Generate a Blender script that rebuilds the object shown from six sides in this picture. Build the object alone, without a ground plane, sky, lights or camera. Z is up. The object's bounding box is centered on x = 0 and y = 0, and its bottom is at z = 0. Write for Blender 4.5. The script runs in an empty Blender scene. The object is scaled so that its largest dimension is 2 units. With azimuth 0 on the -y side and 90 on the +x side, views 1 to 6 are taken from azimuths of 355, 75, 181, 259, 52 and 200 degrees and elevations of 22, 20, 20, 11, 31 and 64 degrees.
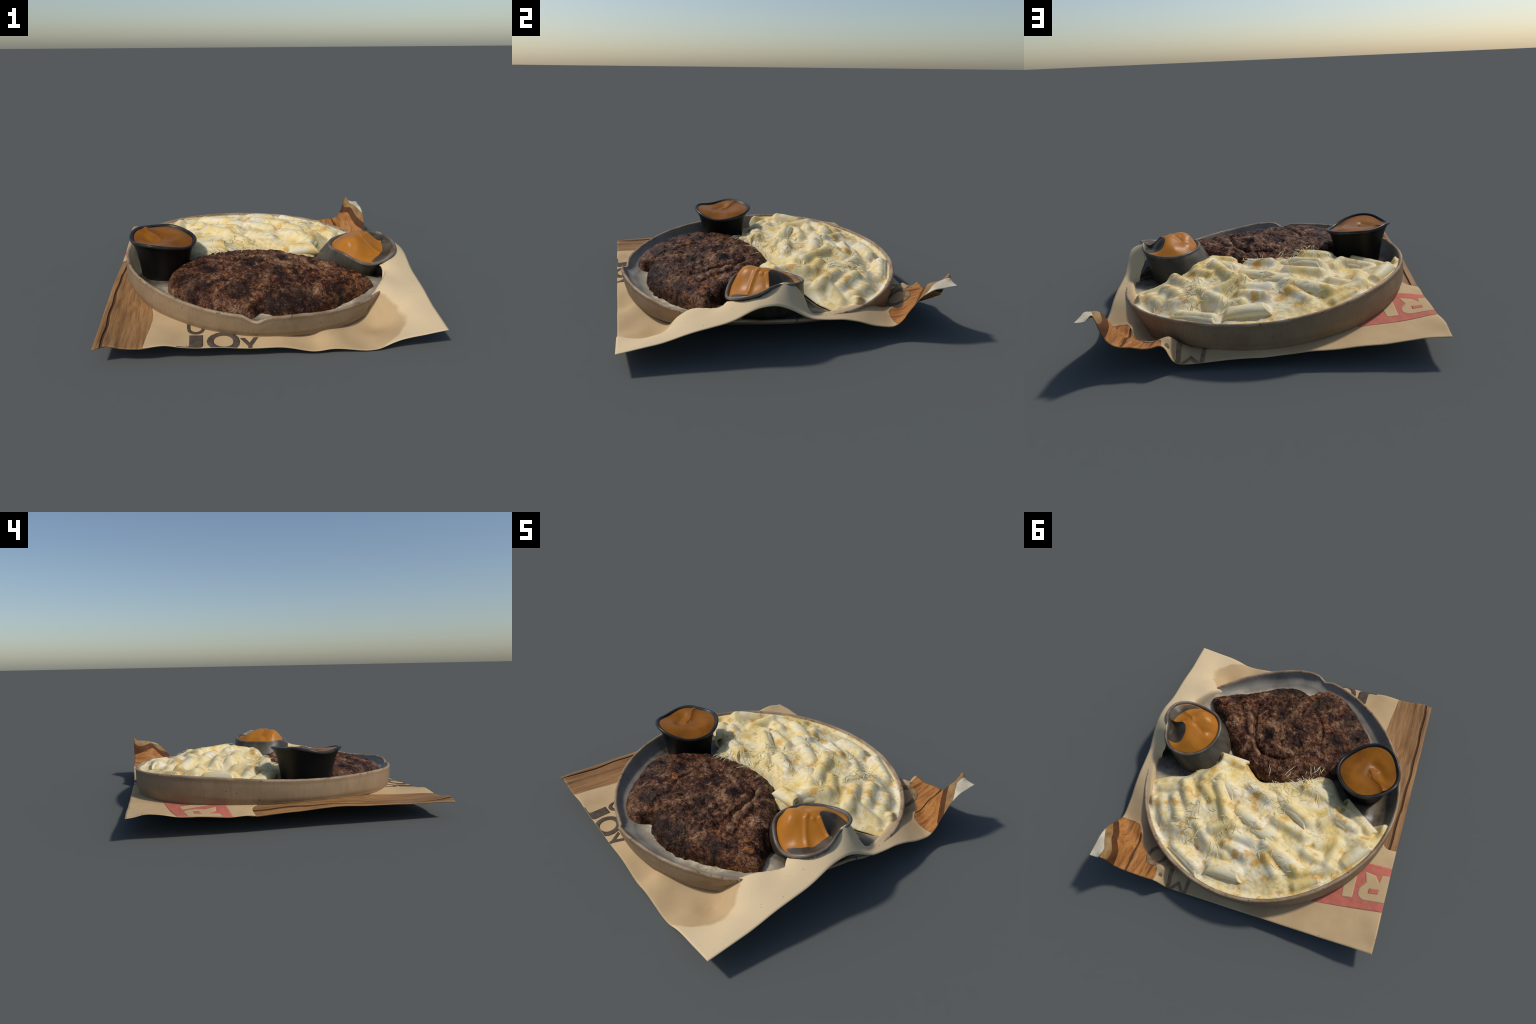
"""A plate of grilled steak and creamy penne with two cups of gravy, standing on
kraft paper over a wooden board.  Everything is built from profiles, closed
ring curves (radius and height against angle), splines and noise."""
import bpy, bmesh, math, random
import numpy as np
from mathutils import Vector

RNG = random.Random(7)
TAU = 2 * math.pi

# ------------------------------------------------------------------ helpers
def perlin(p, seed=0):
    """Gradient noise, p is (n,3)."""
    r = np.random.RandomState(seed)
    perm = r.permutation(256)
    perm = np.concatenate([perm, perm, perm])
    g = r.normal(size=(256, 3)); g /= np.linalg.norm(g, axis=1)[:, None]
    i = np.floor(p).astype(int); f = p - i; i &= 255
    u = f * f * f * (f * (f * 6 - 15) + 10)
    out = 0
    for dx in (0, 1):
        for dy in (0, 1):
            for dz in (0, 1):
                h = perm[perm[perm[i[:, 0] + dx] + i[:, 1] + dy] + i[:, 2] + dz]
                d = f - np.array([dx, dy, dz])
                w = (u[:, 0] if dx else 1 - u[:, 0]) * (u[:, 1] if dy else 1 - u[:, 1]) * (u[:, 2] if dz else 1 - u[:, 2])
                out = out + w * (g[h] * d).sum(1)
    return out


def fbm(x, y, z=0.0, scale=10.0, octaves=3, seed=0, gain=0.5):
    x = np.asarray(x, float); sh = x.shape
    p = np.stack([x.ravel(), np.asarray(y, float).ravel(), np.broadcast_to(z, sh).astype(float).ravel()], -1) * scale + 37.3
    out = 0; a = 1.0
    for k in range(octaves):
        out = out + a * perlin(p, seed + k); p = p * 2.03 + 5.1; a *= gain
    return out.reshape(sh)


class Spline2:
    """Thin plate spline z(x, y) through control points."""
    def __init__(self, pts, smooth=0.0):
        p = np.array(pts, float); self.c = p[:, :2]; n = len(p)
        A = np.zeros((n + 3, n + 3)); A[:n, :n] = self.k(self.c, self.c) + smooth * np.eye(n)
        A[:n, n] = 1; A[:n, n + 1:] = self.c; A[n:, :n] = A[:n, n:].T
        self.w = np.linalg.solve(A, np.concatenate([p[:, 2], np.zeros(3)]))
    @staticmethod
    def k(a, b):
        r2 = ((a[:, None] - b[None]) ** 2).sum(-1)
        return r2 * np.log(r2 + 1e-12)
    def __call__(self, x, y):
        x = np.asarray(x, float); q = np.stack([x.ravel(), np.asarray(y, float).ravel()], -1)
        out = []
        for s in range(0, len(q), 8000):
            b = q[s:s + 8000]
            out.append(self.k(b, self.c) @ self.w[:-3] + self.w[-3] + b @ self.w[-2:])
        return np.concatenate(out).reshape(x.shape)


def sstep(a, b, x):
    t = np.clip((np.asarray(x, float) - a) / (b - a), 0, 1)
    return t * t * (3 - 2 * t)


def fourier(co, th):
    th = np.asarray(th, float); out = co[0] + 0 * th
    for k in range(1, (len(co) + 1) // 2):
        out = out + co[2 * k - 1] * np.cos(k * th) + co[2 * k] * np.sin(k * th)
    return out


def ring_table(vals, th):
    """Periodic smooth (cubic) interpolation of equally spaced values."""
    v = np.array(vals, float); n = len(v)
    u = (np.asarray(th, float) / TAU % 1.0) * n; i = np.floor(u).astype(int); f = u - i
    a, b, c, d = (v[(i + k) % n] for k in (-1, 0, 1, 2))
    return b + .5 * f * (c - a + f * (2 * a - 5 * b + 4 * c - d + f * (3 * (b - c) + d - a)))


def seg_dist(x, y, pts, closed=False):
    """Distance to a polyline."""
    P = np.array(pts, float); P2 = np.roll(P, -1, 0) if closed else P[1:]
    P1 = P if closed else P[:-1]
    d = np.full(np.shape(x), 1e9)
    for (ax, ay), (bx, by) in zip(P1, P2):
        vx, vy = bx - ax, by - ay
        t = np.clip(((x - ax) * vx + (y - ay) * vy) / (vx * vx + vy * vy + 1e-12), 0, 1)
        d = np.minimum(d, np.hypot(x - ax - t * vx, y - ay - t * vy))
    return d


def inside(x, y, pts):
    P = np.array(pts, float); r = np.zeros(np.shape(x), bool)
    for (ax, ay), (bx, by) in zip(P, np.roll(P, -1, 0)):
        c = ((ay > y) != (by > y)) & (x < (bx - ax) * (y - ay) / (by - ay + 1e-15) + ax)
        r ^= c
    return r


def poly_sd(pts):
    """Signed distance to a closed outline, positive inside."""
    return lambda x, y: np.where(inside(x, y, pts), 1, -1) * seg_dist(x, y, pts, True)


def smooth_path(pts, n=8, closed=False):
    P = np.array(pts, float); N = len(P); out = []
    for i in range(N if closed else N - 1):
        q = [P[(i + k) % N] if closed else P[min(max(i + k, 0), N - 1)] for k in (-1, 0, 1, 2)]
        for t in np.linspace(0, 1, n, endpoint=False):
            out.append(q[1] + .5 * t * (q[2] - q[0] + t * (2 * q[0] - 5 * q[1] + 4 * q[2] - q[3] + t * (3 * (q[1] - q[2]) + q[3] - q[0]))))
    if not closed: out.append(P[-1])
    return np.array(out)


COL = bpy.context.scene.collection

def empty(name, label, cat, loc=(0, 0, 0)):
    o = bpy.data.objects.new(name, None); COL.objects.link(o); o.location = loc
    o["label"] = label; o["category"] = cat; o.empty_display_size = .1
    return o


def add_mesh(name, verts, faces, mat, parent=None, smooth=True, angle=None):
    me = bpy.data.meshes.new(name)
    me.from_pydata([tuple(v) for v in np.asarray(verts, float)], [], [tuple(int(i) for i in f) for f in faces])
    me.update()
    if smooth: me.polygons.foreach_set("use_smooth", [True] * len(me.polygons))
    if angle: me.set_sharp_from_angle(angle=math.radians(angle))
    if mat: me.materials.append(mat)
    o = bpy.data.objects.new(name, me); COL.objects.link(o)
    if parent: attach(o, parent)
    return o


def attach(o, parent):
    o.parent = parent; o.matrix_parent_inverse = parent.matrix_basis.inverted()


def loft(rings, close_first=False, close_last=False):
    """rings: list of (n,3) closed loops -> verts, quads; may close to a centre."""
    n = len(rings[0]); V = np.concatenate(rings); F = []
    for k in range(len(rings) - 1):
        for i in range(n):
            j = (i + 1) % n
            F.append((k * n + i, k * n + j, (k + 1) * n + j, (k + 1) * n + i))
    V = list(V)
    if close_first:
        V.append(np.mean(rings[0], 0)); c = len(V) - 1
        F += [(c, (i + 1) % n, i) for i in range(n)]
    if close_last:
        V.append(np.mean(rings[-1], 0)); c = len(V) - 1; b = (len(rings) - 1) * n
        F += [(c, b + i, b + (i + 1) % n) for i in range(n)]
    return np.array(V), F


def sheet(sd, zf, h, box, thick):
    """Sheet over the part of `box` where sd(x,y) > 0; cells are clipped along sd = 0."""
    x0, x1, y0, y1 = box
    nx = int(round((x1 - x0) / h)) + 1; ny = int(round((y1 - y0) / h)) + 1
    X, Y = np.meshgrid(np.linspace(x0, x1, nx), np.linspace(y0, y1, ny), indexing="ij")
    d = sd(X, Y).ravel(); X, Y = X.ravel(), Y.ravel()
    d = np.where(np.abs(d) < .04 * h, .04 * h * np.where(d < 0, -1, 1), d)
    pts = list(zip(X, Y)); cut = {}
    def crossing(a, b):
        key = (min(a, b), max(a, b))
        if key not in cut:
            t = d[a] / (d[a] - d[b]); cut[key] = len(pts)
            pts.append((X[a] + t * (X[b] - X[a]), Y[a] + t * (Y[b] - Y[a])))
        return cut[key]
    pos = d > 0; F = []
    for i in range(nx - 1):
        for k in range(ny - 1):
            q = (i * ny + k, (i + 1) * ny + k, (i + 1) * ny + k + 1, i * ny + k + 1)
            m = [pos[v] for v in q]
            if all(m): F.append(q); continue
            if not any(m): continue
            f = []
            for u in range(4):
                a, b = q[u], q[(u + 1) % 4]
                if pos[a]: f.append(a)
                if pos[a] != pos[b]: f.append(crossing(a, b))
            F.append(tuple(f))
    P = np.array(pts)
    used = np.unique(np.concatenate([np.array(f) for f in F])); remap = -np.ones(len(P), int); remap[used] = np.arange(len(used))
    P = P[used]; F = [tuple(int(v) for v in remap[list(f)]) for f in F]
    V = np.column_stack([P, zf(P[:, 0], P[:, 1])])
    if thick:
        n = len(V); W = V.copy(); W[:, 2] -= thick
        E = set()
        for f in F:
            for i in range(len(f)): E.add((f[i], f[(i + 1) % len(f)]))
        S = [(u, n + u, n + v, v) for (u, v) in E if (v, u) not in E]
        S.sort()
        F = F + [tuple(n + i for i in reversed(f)) for f in F] + S
        V = np.concatenate([V, W])
    return V, F


# ---------------------------------------------------------------- materials
class Mat:
    """Small node builder."""
    def __init__(self, name, rough=.6, spec=.3, coat=0.0):
        self.m = bpy.data.materials.new(name); self.m.use_nodes = True
        self.t = self.m.node_tree; self.b = self.t.nodes["Principled BSDF"]
        self.b.inputs["Roughness"].default_value = rough
        self.b.inputs["Specular IOR Level"].default_value = spec
        self.b.inputs["Coat Weight"].default_value = coat
        self.b.inputs["Coat Roughness"].default_value = .15
        self.co = self.t.nodes.new("ShaderNodeTexCoord").outputs["Object"]
    def n(self, kind, **kw):
        x = self.t.nodes.new(kind)
        for k, v in kw.items():
            if k in x.inputs: x.inputs[k].default_value = v
            else: setattr(x, k, v)
        return x
    def link(self, a, b): self.t.links.new(a, b)
    def mapped(self, scale=(1, 1, 1), rot=(0, 0, 0), loc=(0, 0, 0)):
        x = self.n("ShaderNodeMapping"); x.inputs["Scale"].default_value = scale
        x.inputs["Rotation"].default_value = rot; x.inputs["Location"].default_value = loc
        self.link(self.co, x.inputs["Vector"]); return x.outputs[0]
    def noise(self, scale, detail=4, rough=.55, vec=None, dist=0.0):
        x = self.n("ShaderNodeTexNoise"); x.inputs["Scale"].default_value = scale
        x.inputs["Detail"].default_value = detail; x.inputs["Roughness"].default_value = rough
        x.inputs["Distortion"].default_value = dist
        self.link(vec or self.co, x.inputs["Vector"]); return x.outputs["Fac"]
    def voronoi(self, scale, feature="F1", vec=None):
        x = self.n("ShaderNodeTexVoronoi"); x.feature = feature; x.inputs["Scale"].default_value = scale
        self.link(vec or self.co, x.inputs["Vector"]); return x.outputs["Distance"]
    def ramp(self, fac, stops):
        x = self.n("ShaderNodeValToRGB"); r = x.color_ramp
        while len(r.elements) < len(stops): r.elements.new(.5)
        for e, (p, c) in zip(r.elements, stops):
            e.position = p; e.color = (*c, 1) if len(c) == 3 else c
        self.link(fac, x.inputs[0]); return x.outputs[0]
    def gray(self, fac, a, b): return self.ramp(fac, [(a, (0, 0, 0)), (b, (1, 1, 1))])
    def mix(self, fac, a, b):
        x = self.n("ShaderNodeMix"); x.data_type = "RGBA"
        if isinstance(fac, float): x.inputs[0].default_value = fac
        else: self.link(fac, x.inputs[0])
        for s, v in ((6, a), (7, b)):
            if isinstance(v, tuple): x.inputs[s].default_value = (*v, 1)
            else: self.link(v, x.inputs[s])
        return x.outputs[2]
    def math(self, op, a, b=0.0, clamp=False):
        x = self.n("ShaderNodeMath"); x.operation = op; x.use_clamp = clamp
        for s, v in ((0, a), (1, b)):
            if isinstance(v, (int, float)): x.inputs[s].default_value = v
            else: self.link(v, x.inputs[s])
        return x.outputs[0]
    def axis(self, k, vec=None):
        x = self.n("ShaderNodeSeparateXYZ"); self.link(vec or self.co, x.inputs[0]); return x.outputs[k]
    def near(self, p, r0, r1, wob=.9):
        """1 inside r0 of point p (x,y), 0 beyond r1, wobbled."""
        m = self.n("ShaderNodeCombineXYZ"); self.link(self.axis(0), m.inputs[0]); self.link(self.axis(1), m.inputs[1])
        d = self.n("ShaderNodeVectorMath"); d.operation = "DISTANCE"; self.link(m.outputs[0], d.inputs[0]); d.inputs[1].default_value = (*p, 0)
        w = self.math("ADD", d.outputs["Value"], self.math("MULTIPLY", self.math("SUBTRACT", self.noise(14, 3), .5), r1 * wob))
        return self.ramp(w, [(r0, (1, 1, 1)), (r1, (0, 0, 0))])
    def color(self, c):
        if isinstance(c, tuple): self.b.inputs["Base Color"].default_value = (*c, 1)
        else: self.link(c, self.b.inputs["Base Color"])
    def bump(self, h, strength=.3, dist=.01):
        x = self.n("ShaderNodeBump"); x.inputs["Strength"].default_value = strength; x.inputs["Distance"].default_value = dist
        self.link(h, x.inputs["Height"]); self.link(x.outputs[0], self.b.inputs["Normal"])
    def rough(self, fac, a, b):
        x = self.n("ShaderNodeMapRange"); x.inputs["To Min"].default_value = a; x.inputs["To Max"].default_value = b
        self.link(fac, x.inputs[0]); self.link(x.outputs[0], self.b.inputs["Roughness"])


def kraft_material():
    M = Mat("kraft_paper", .8, .15)
    base = M.mix(M.gray(M.noise(5, 3), .35, .7), (.50, .345, .18), (.57, .40, .215))
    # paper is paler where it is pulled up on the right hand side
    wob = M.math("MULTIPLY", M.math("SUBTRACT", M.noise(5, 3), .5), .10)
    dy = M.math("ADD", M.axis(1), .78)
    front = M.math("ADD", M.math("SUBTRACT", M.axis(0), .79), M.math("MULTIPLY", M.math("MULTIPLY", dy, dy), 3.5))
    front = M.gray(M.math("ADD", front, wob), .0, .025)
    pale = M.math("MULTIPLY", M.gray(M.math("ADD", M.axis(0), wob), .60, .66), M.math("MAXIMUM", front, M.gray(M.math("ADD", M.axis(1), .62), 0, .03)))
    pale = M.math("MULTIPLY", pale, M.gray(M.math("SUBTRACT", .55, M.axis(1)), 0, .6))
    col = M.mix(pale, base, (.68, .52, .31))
    col = M.mix(M.math("MULTIPLY", M.gray(M.noise(160, 2), .55, .8), .25), col, (.40, .27, .14))
    col = M.mix(M.gray(M.noise(46, 1), .76, .80), col, (.30, .19, .09))
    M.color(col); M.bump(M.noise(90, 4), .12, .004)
    return M.m


def wood_material(name, light, mid, dark, stretch, rot=0.0):
    M = Mat(name, .62, .25)
    v = M.mapped(stretch, (0, 0, rot))
    g = M.noise(6, 5, .6, v, .6)
    col = M.ramp(g, [(.28, dark), (.45, mid), (.62, light), (.8, mid)])
    fine = M.noise(30, 3, .6, v)
    col = M.mix(M.math("MULTIPLY", M.gray(fine, .5, .72), .55), col, dark)
    M.color(col); M.bump(fine, .25, .004)
    return M.m


def flat_material(name, c, rough=.7, var=.2, scale=30):
    M = Mat(name, rough, .2)
    M.color(M.mix(M.gray(M.noise(scale, 3), .3, .7), tuple(v * (1 - var) for v in c), tuple(v * (1 + var) for v in c)))
    return M.m


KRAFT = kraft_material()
WOOD = wood_material("oiled_oak", (.36, .19, .070), (.25, .122, .042), (.13, .055, .017), (7, .32, 5))
WOOD_RED = wood_material("orange_pine", (.47, .21, .054), (.38, .15, .036), (.15, .048, .010), (6.5, .7, 3), math.radians(-38))
GAP_SHEET = flat_material("dark_gap_sheet", (.085, .042, .018), .8)  # dark colour of the sheets added beneath the plank joints
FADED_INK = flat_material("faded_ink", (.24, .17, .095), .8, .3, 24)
INK = flat_material("black_ink", (.085, .062, .042), .8, .3, 24)
RED_INK = flat_material("red_ink", (.50, .145, .098), .8, .12, 24)
CREAM_CARD = flat_material("cream_card", (.60, .52, .38), .8, .1)


def stoneware(name, c, c2, spots, rough=.5):
    M = Mat(name, rough, .35)
    col = M.mix(M.gray(M.noise(7, 4), .35, .68), c, c2)
    v = M.mapped((14, 14, 2.5))
    col = M.mix(M.math("MULTIPLY", M.gray(M.noise(4, 3, .6, v), .5, .75), .45), col, tuple(.72 * k for k in c))
    col = M.mix(M.gray(M.noise(60, 2), .69, .74), col, spots)
    M.color(col); M.bump(M.noise(40, 3), .12, .004)
    return M.m

PLATE_OUT = stoneware("stoneware_tan", (.25, .165, .088), (.31, .21, .118), (.10, .058, .026))
PLATE_IN = None

def rim_material():
    M = Mat("stoneware_rim", .5, .3)
    col = M.mix(M.gray(M.noise(9, 4, .6), .36, .62), (.24, .145, .075), (.38, .275, .175))
    col = M.mix(M.gray(M.noise(36, 2), .60, .68), col, (.13, .07, .032))
    M.color(col); return M.m

def basin_material():
    """Grey glazed inner wall; cream coats it on the pasta side and the floor."""
    M = Mat("stoneware_glaze", .4, .45)
    grey = M.mix(M.gray(M.noise(8, 4, vec=M.mapped((1, 1, .4))), .3, .7), (.19, .175, .14), (.33, .295, .235))
    w = M.math("MULTIPLY", M.math("SUBTRACT", M.noise(9, 4), .5), .25)
    pale = M.mix(M.gray(M.noise(13, 5, .65), .38, .62), (.38, .30, .185), (.66, .575, .42))
    pale = M.mix(M.gray(M.noise(70, 3), .60, .68), pale, (.30, .22, .12))
    col = M.mix(M.gray(M.math("ADD", M.axis(1), w), .10, .30), grey, pale)
    r = M.n("ShaderNodeVectorMath"); r.operation = "LENGTH"
    M.link(M.mapped((1, 1, 0), loc=(-.03, -.017, 0)), r.inputs[0])
    floor = M.ramp(M.math("ADD", r.outputs["Value"], M.math("MULTIPLY", w, .25)), [(.80, (1, 1, 1)), (.86, (0, 0, 0))])
    front = M.gray(M.math("SUBTRACT", M.math("MULTIPLY", w, .5), M.axis(1)), .30, .45)
    col = M.mix(M.math("MULTIPLY", floor, front), col, pale)
    dark_mid = M.mix(M.gray(M.noise(11, 5, .65), .36, .62), (.045, .036, .026), (.17, .135, .09))  # darker mottled brown for the middle of the basin
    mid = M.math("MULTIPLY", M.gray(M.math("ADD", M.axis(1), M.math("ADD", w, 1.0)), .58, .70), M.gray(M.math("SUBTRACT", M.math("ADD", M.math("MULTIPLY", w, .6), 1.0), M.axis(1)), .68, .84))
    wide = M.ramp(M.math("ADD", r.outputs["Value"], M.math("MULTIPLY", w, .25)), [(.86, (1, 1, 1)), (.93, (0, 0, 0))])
    col = M.mix(M.math("MULTIPLY", wide, mid), col, dark_mid)
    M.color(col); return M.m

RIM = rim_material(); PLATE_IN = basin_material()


def steak_material():
    M = Mat("seared_beef", .5, .10)
    n0 = M.noise(6.5, 4, .6, dist=.8); n1 = M.noise(18, 4, .6, dist=1.2); n2 = M.noise(40, 4, .6, dist=1.0)
    tone = M.math("ADD", M.math("MULTIPLY", n0, .60), M.math("MULTIPLY", n1, .40))
    col = M.ramp(tone, [(.37, (.012, .006, .004)), (.44, (.060, .021, .010)), (.50, (.165, .066, .031)), (.56, (.26, .125, .060)), (.63, (.38, .225, .125))])
    for p, r in (((.03, -.60), .12), ((-.24, -.53), .09), ((-.04, -.22), .12), ((.12, -.38), .09), ((-.10, -.38), .08)):
        col = M.mix(M.math("MULTIPLY", M.math("MULTIPLY", M.near(p, r * .4, r * 1.5), M.gray(n1, .58, .42)), .75), col, (.34, .19, .090))
    for p, r in (((.45, -.52), .13), ((.32, -.36), .08), ((.57, -.44), .11), ((-.20, -.50), .06), ((-.05, -.70), .07), ((-.22, -.47), .06)):
        col = M.mix(M.math("MULTIPLY", M.math("MULTIPLY", M.near(p, r * .3, r * 1.5), M.gray(n1, .58, .44)), .75), col, (.36, .120, .024))
    for p, r in (((.09, -.49), .055), ((-.17, -.68), .07), ((.14, -.28), .04), ((.18, -.72), .10), ((-.42, -.60), .07), ((.45, -.60), .05), ((-.35, -.36), .05), ((.02, -.74), .07), ((-.5, -.45), .06)):
        col = M.mix(M.math("MULTIPLY", M.near(p, r * .5, r * 1.6, 2.2), .85), col, (.013, .008, .007))
    col = M.mix(M.math("MULTIPLY", M.gray(n2, .52, .60), .6), col, (.024, .010, .006))
    for k, w, a in ((6, .018, .9), (13, .028, .9), (30, .040, .6)):
        crease_line = M.math("ABSOLUTE", M.math("SUBTRACT", M.noise(k, 3, .55, dist=1.6), .5))
        col = M.mix(M.ramp(crease_line, [(0, (a, a, a)), (w, (0, 0, 0))]), col, (.014, .006, .004))  # thin dark crease lines painted into the crust colour
    glint = M.math("MULTIPLY", M.gray(M.noise(85, 2), .64, .70), .30)  # pale specks painted into the crust colour as wet highlights
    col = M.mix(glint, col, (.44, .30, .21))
    M.color(col); M.rough(n2, .30, .55)
    wr = M.math("ABSOLUTE", M.math("SUBTRACT", M.noise(30, 3, .55, dist=1.6), .5))
    M.bump(M.math("ADD", M.math("MULTIPLY", wr, 2.0), M.math("MULTIPLY", n2, -.6)), .5, .012)
    return M.m

def fat_material():
    M = Mat("rendered_fat", .5, .2)
    n = M.noise(22, 5, .65)
    col = M.ramp(n, [(.34, (.030, .013, .008)), (.48, (.14, .062, .030)), (.60, (.24, .125, .060)), (.70, (.33, .19, .10))])
    M.color(col); M.bump(M.noise(60, 4), .5, .006); return M.m

def pasta_material(name, seed, yellow, oil):
    M = Mat(name, .5, .2)
    off = M.mapped(loc=(seed * 3.1, seed * 1.7, seed))
    n = M.noise(5.0, 4, .55, off, .4); f = M.noise(13, 5, .6, off, .8)
    col = M.ramp(n, [(.32, (.76, .56, .21)), (.44, (.79, .65, .34)), (.55, (.80, .70, .45)), (.68, (.79, .73, .57))])
    col = M.mix(M.math("MULTIPLY", M.gray(f, .48, .66), yellow), col, (.76, .55, .18))
    streak = M.math("ABSOLUTE", M.math("SUBTRACT", M.noise(7, 4, .55, off, 1.2), .5))
    col = M.mix(M.ramp(streak, [(0, (.4 * oil, .4 * oil, .4 * oil)), (.03, (0, 0, 0))]), col, (.58, .33, .07))
    col = M.mix(M.math("MULTIPLY", M.gray(M.noise(10, 4, .55, M.mapped(loc=(seed, 2, 4))), .555, .65), .85 * oil), col, (.60, .33, .065))
    col = M.mix(M.gray(M.noise(70, 1, .5, off), .765, .79), col, (.28, .24, .12))
    M.color(col); M.bump(M.noise(28, 4, .5, off), .22, .008)
    return M.m

def hollow_material():
    M = Mat("penne_hollow", .5, .3)
    M.color(M.mix(M.gray(M.noise(12, 3), .35, .65), (.50, .32, .09), (.62, .45, .20))); return M.m

def gravy_material(name, deep, paler, bare=None):
    M = Mat(name, .35, .16)
    col = M.mix(M.gray(M.noise(6, 4, .5, dist=.5), .35, .68), deep, paler)  # random mottling between two gravy tones
    if bare:                                          # the wall of the cup shows on one side
        col = M.mix(M.near(bare, .060, .105, .25), col, (.075, .058, .036))
    M.color(col); return M.m

def cup_material(name, c, rim, rough):
    M = Mat(name, rough, .25)
    M.color(M.mix(M.gray(M.noise(7, 4, .6, M.mapped((1, 1, .35))), .42, .72), c, rim)); return M.m

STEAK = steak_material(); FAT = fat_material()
PASTA = pasta_material("cream_sauce", 0, .85, 1.0); PENNE = pasta_material("creamed_penne", 1, .40, .3); HOLLOW = hollow_material()
CHEESE = flat_material("grated_cheese", (.79, .69, .37), .7, .10)
CHEESE_PALE = flat_material("pale_cheese", (.79, .73, .52), .7, .1)

# -------------------------------------------------------------- plate curves
CX, CY = .03, .017                                   # axis of the plate
RIM_R = (.935, .001, -.001, -.005, .005, -.001, .005, .006, -.002, -.002, -.002, -.002, -.002)
RIM_Z = (.237, -.057, .016, .002, -.006, 0, 0, 0, -.003, .004, -.003, 0, -.002)
# foot of the wall every 15 degrees, anticlockwise from +x
FOOT_R = (.70, .74, .87, .940, .925, .922, .925, .928, .930, .934, .936, .936, .934, .932, .932, .933, .930, .930, .932, .930, .925, .90, .78, .71)
FOOT_Z = (.105, .100, .080, .050, .072, .074, .078, .090, .102, .117, .134, .145, .150, .148, .134, .116, .102, .092, .086, .082, .078, .085, .095, .104)
# where the wall turns under, a little above the foot
BELLY_R = (.86, .88, .915, .944, .942, .940, .942, .944, .946, .948, .950, .950, .948, .946, .946, .947, .948, .950, .952, .950, .935, .90, .875, .86)
BELLY_Z = (.122, .120, .115, .100, .100, .104, .114, .130, .146, .158, .164, .166, .166, .163, .152, .136, .120, .110, .104, .102, .098, .112, .126, .130)

# rim of the right hand cup
R_C = (.715, -.12)
R_R = (.2241, -.0074, -.0154, -.0139, -.0127, -.010, -.0093, -.0034, -.0024, .0002, -.0009)
R_Z = (.3259, .0168, .0227, .0187, .0083, 0, -.0063, -.0054, .001, .0012, .0029)

def buried(th):
    """Where the rim is pressed in under the paper, beside the right hand cup."""
    t = (np.asarray(th, float) + math.pi) % TAU - math.pi
    return sstep(-.40, -.28, t) * sstep(.06, -.06, t)


def rim_r(th):
    d = (np.degrees(th) + 98.5 + 180) % 360 - 180     # the chipped notch at the front
    return fourier(RIM_R, th) - .055 * buried(th) + .009 + .014 * sstep(-.5, 3, d) * sstep(22, 6, d) - .006 * sstep(-12, 0, d) * sstep(1, 0, d)

def rim_z(th):
    d = (np.degrees(th) + 98.5 + 180) % 360 - 180
    return fourier(RIM_Z, th) - .025 * buried(th) - .034 * np.exp(-(d / 2.6) ** 2) + .008 * sstep(3, 8, d) * sstep(26, 12, d)

def floor_z(x, y):
    f = .146 - .022 * x + 0 * y
    rr_ = np.hypot(x - CX, y - CY); aa = np.arctan2(y - CY, x - CX)
    f = f - .030 * sstep(.62, .78, rr_) * sstep(-1.55, -1.25, aa) * sstep(-.80, -1.05, aa) + .022 * sstep(.60, .74, rr_) * sstep(-3.1, -2.7, aa) * sstep(-1.7, -2.1, aa)
    f = f + .075 * np.exp(-((x - .77) / .10) ** 2 - ((y + .46) / .10) ** 2) + .05 * np.exp(-((x - .68) / .07) ** 2 - ((y + .36) / .07) ** 2)
    f = f + .060 * np.exp(-((x + .41) / .09) ** 2 - ((y + .07) / .12) ** 2)
    f = f + .075 * np.exp(-((x - .53) / .07) ** 2 - ((y + .17) / .09) ** 2) + .05 * np.exp(-((x - .56) / .08) ** 2 - ((y - .12) / .07) ** 2)
    f = f + .045 * np.exp(-((x + .63) / .10) ** 2 - ((y - .11) / .06) ** 2)
    return f + .055 * np.exp(-((x - .44) / .09) ** 2 - ((y + .08) / .10) ** 2) + .040 * np.exp(-((x - .86) / .10) ** 2 - ((y - .14) / .12) ** 2)

def under_z(x, y): return .112 - .044 * x - .006 * y - .030 * sstep(-.35, -.65, y)

# --------------------------------------------------------- the sheet beneath
FRONT = [(-.992, .112), (-.929, .131), (-.855, .115), (-.766, .103), (-.711, .103), (-.611, .112), (-.53, .097), (-.429, .086), (-.299, .081), (-.168, .068), (-.093, .063), (.117, .046), (.31, .031), (.45, .018), (.556, .009), (.605, .017), (.66, .042), (.72, .065), (.857, .089), (1, .113)]
RIGHT = [(-.898, .128), (-.762, .147), (-.641, .178), (-.481, .21), (-.366, .235), (-.279, .272), (-.201, .294), (-.122, .293), (-.061, .27), (.011, .231), (.074, .198), (.147, .183), (.276, .168), (.364, .146), (.455, .111), (.523, .094), (.614, .09), (.657, .123), (.707, .192), (.757, .255), (.821, .291), (.901, .302), (1, .313)]
BACK = [(.925, .324), (.885, .342), (.872, .285), (.845, .209), (.80, .168), (.722, .158), (.655, .146), (.605, .150), (.555, .158), (.531, .133), (.513, .081), (.495, .057), (.451, .042), (.365, .044), (.263, .053), (.021, .065), (-.24, .092), (-.39, .098), (-.519, .111), (-.638, .117), (-.737, .131), (-.855, .145), (-1, .147)]
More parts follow.
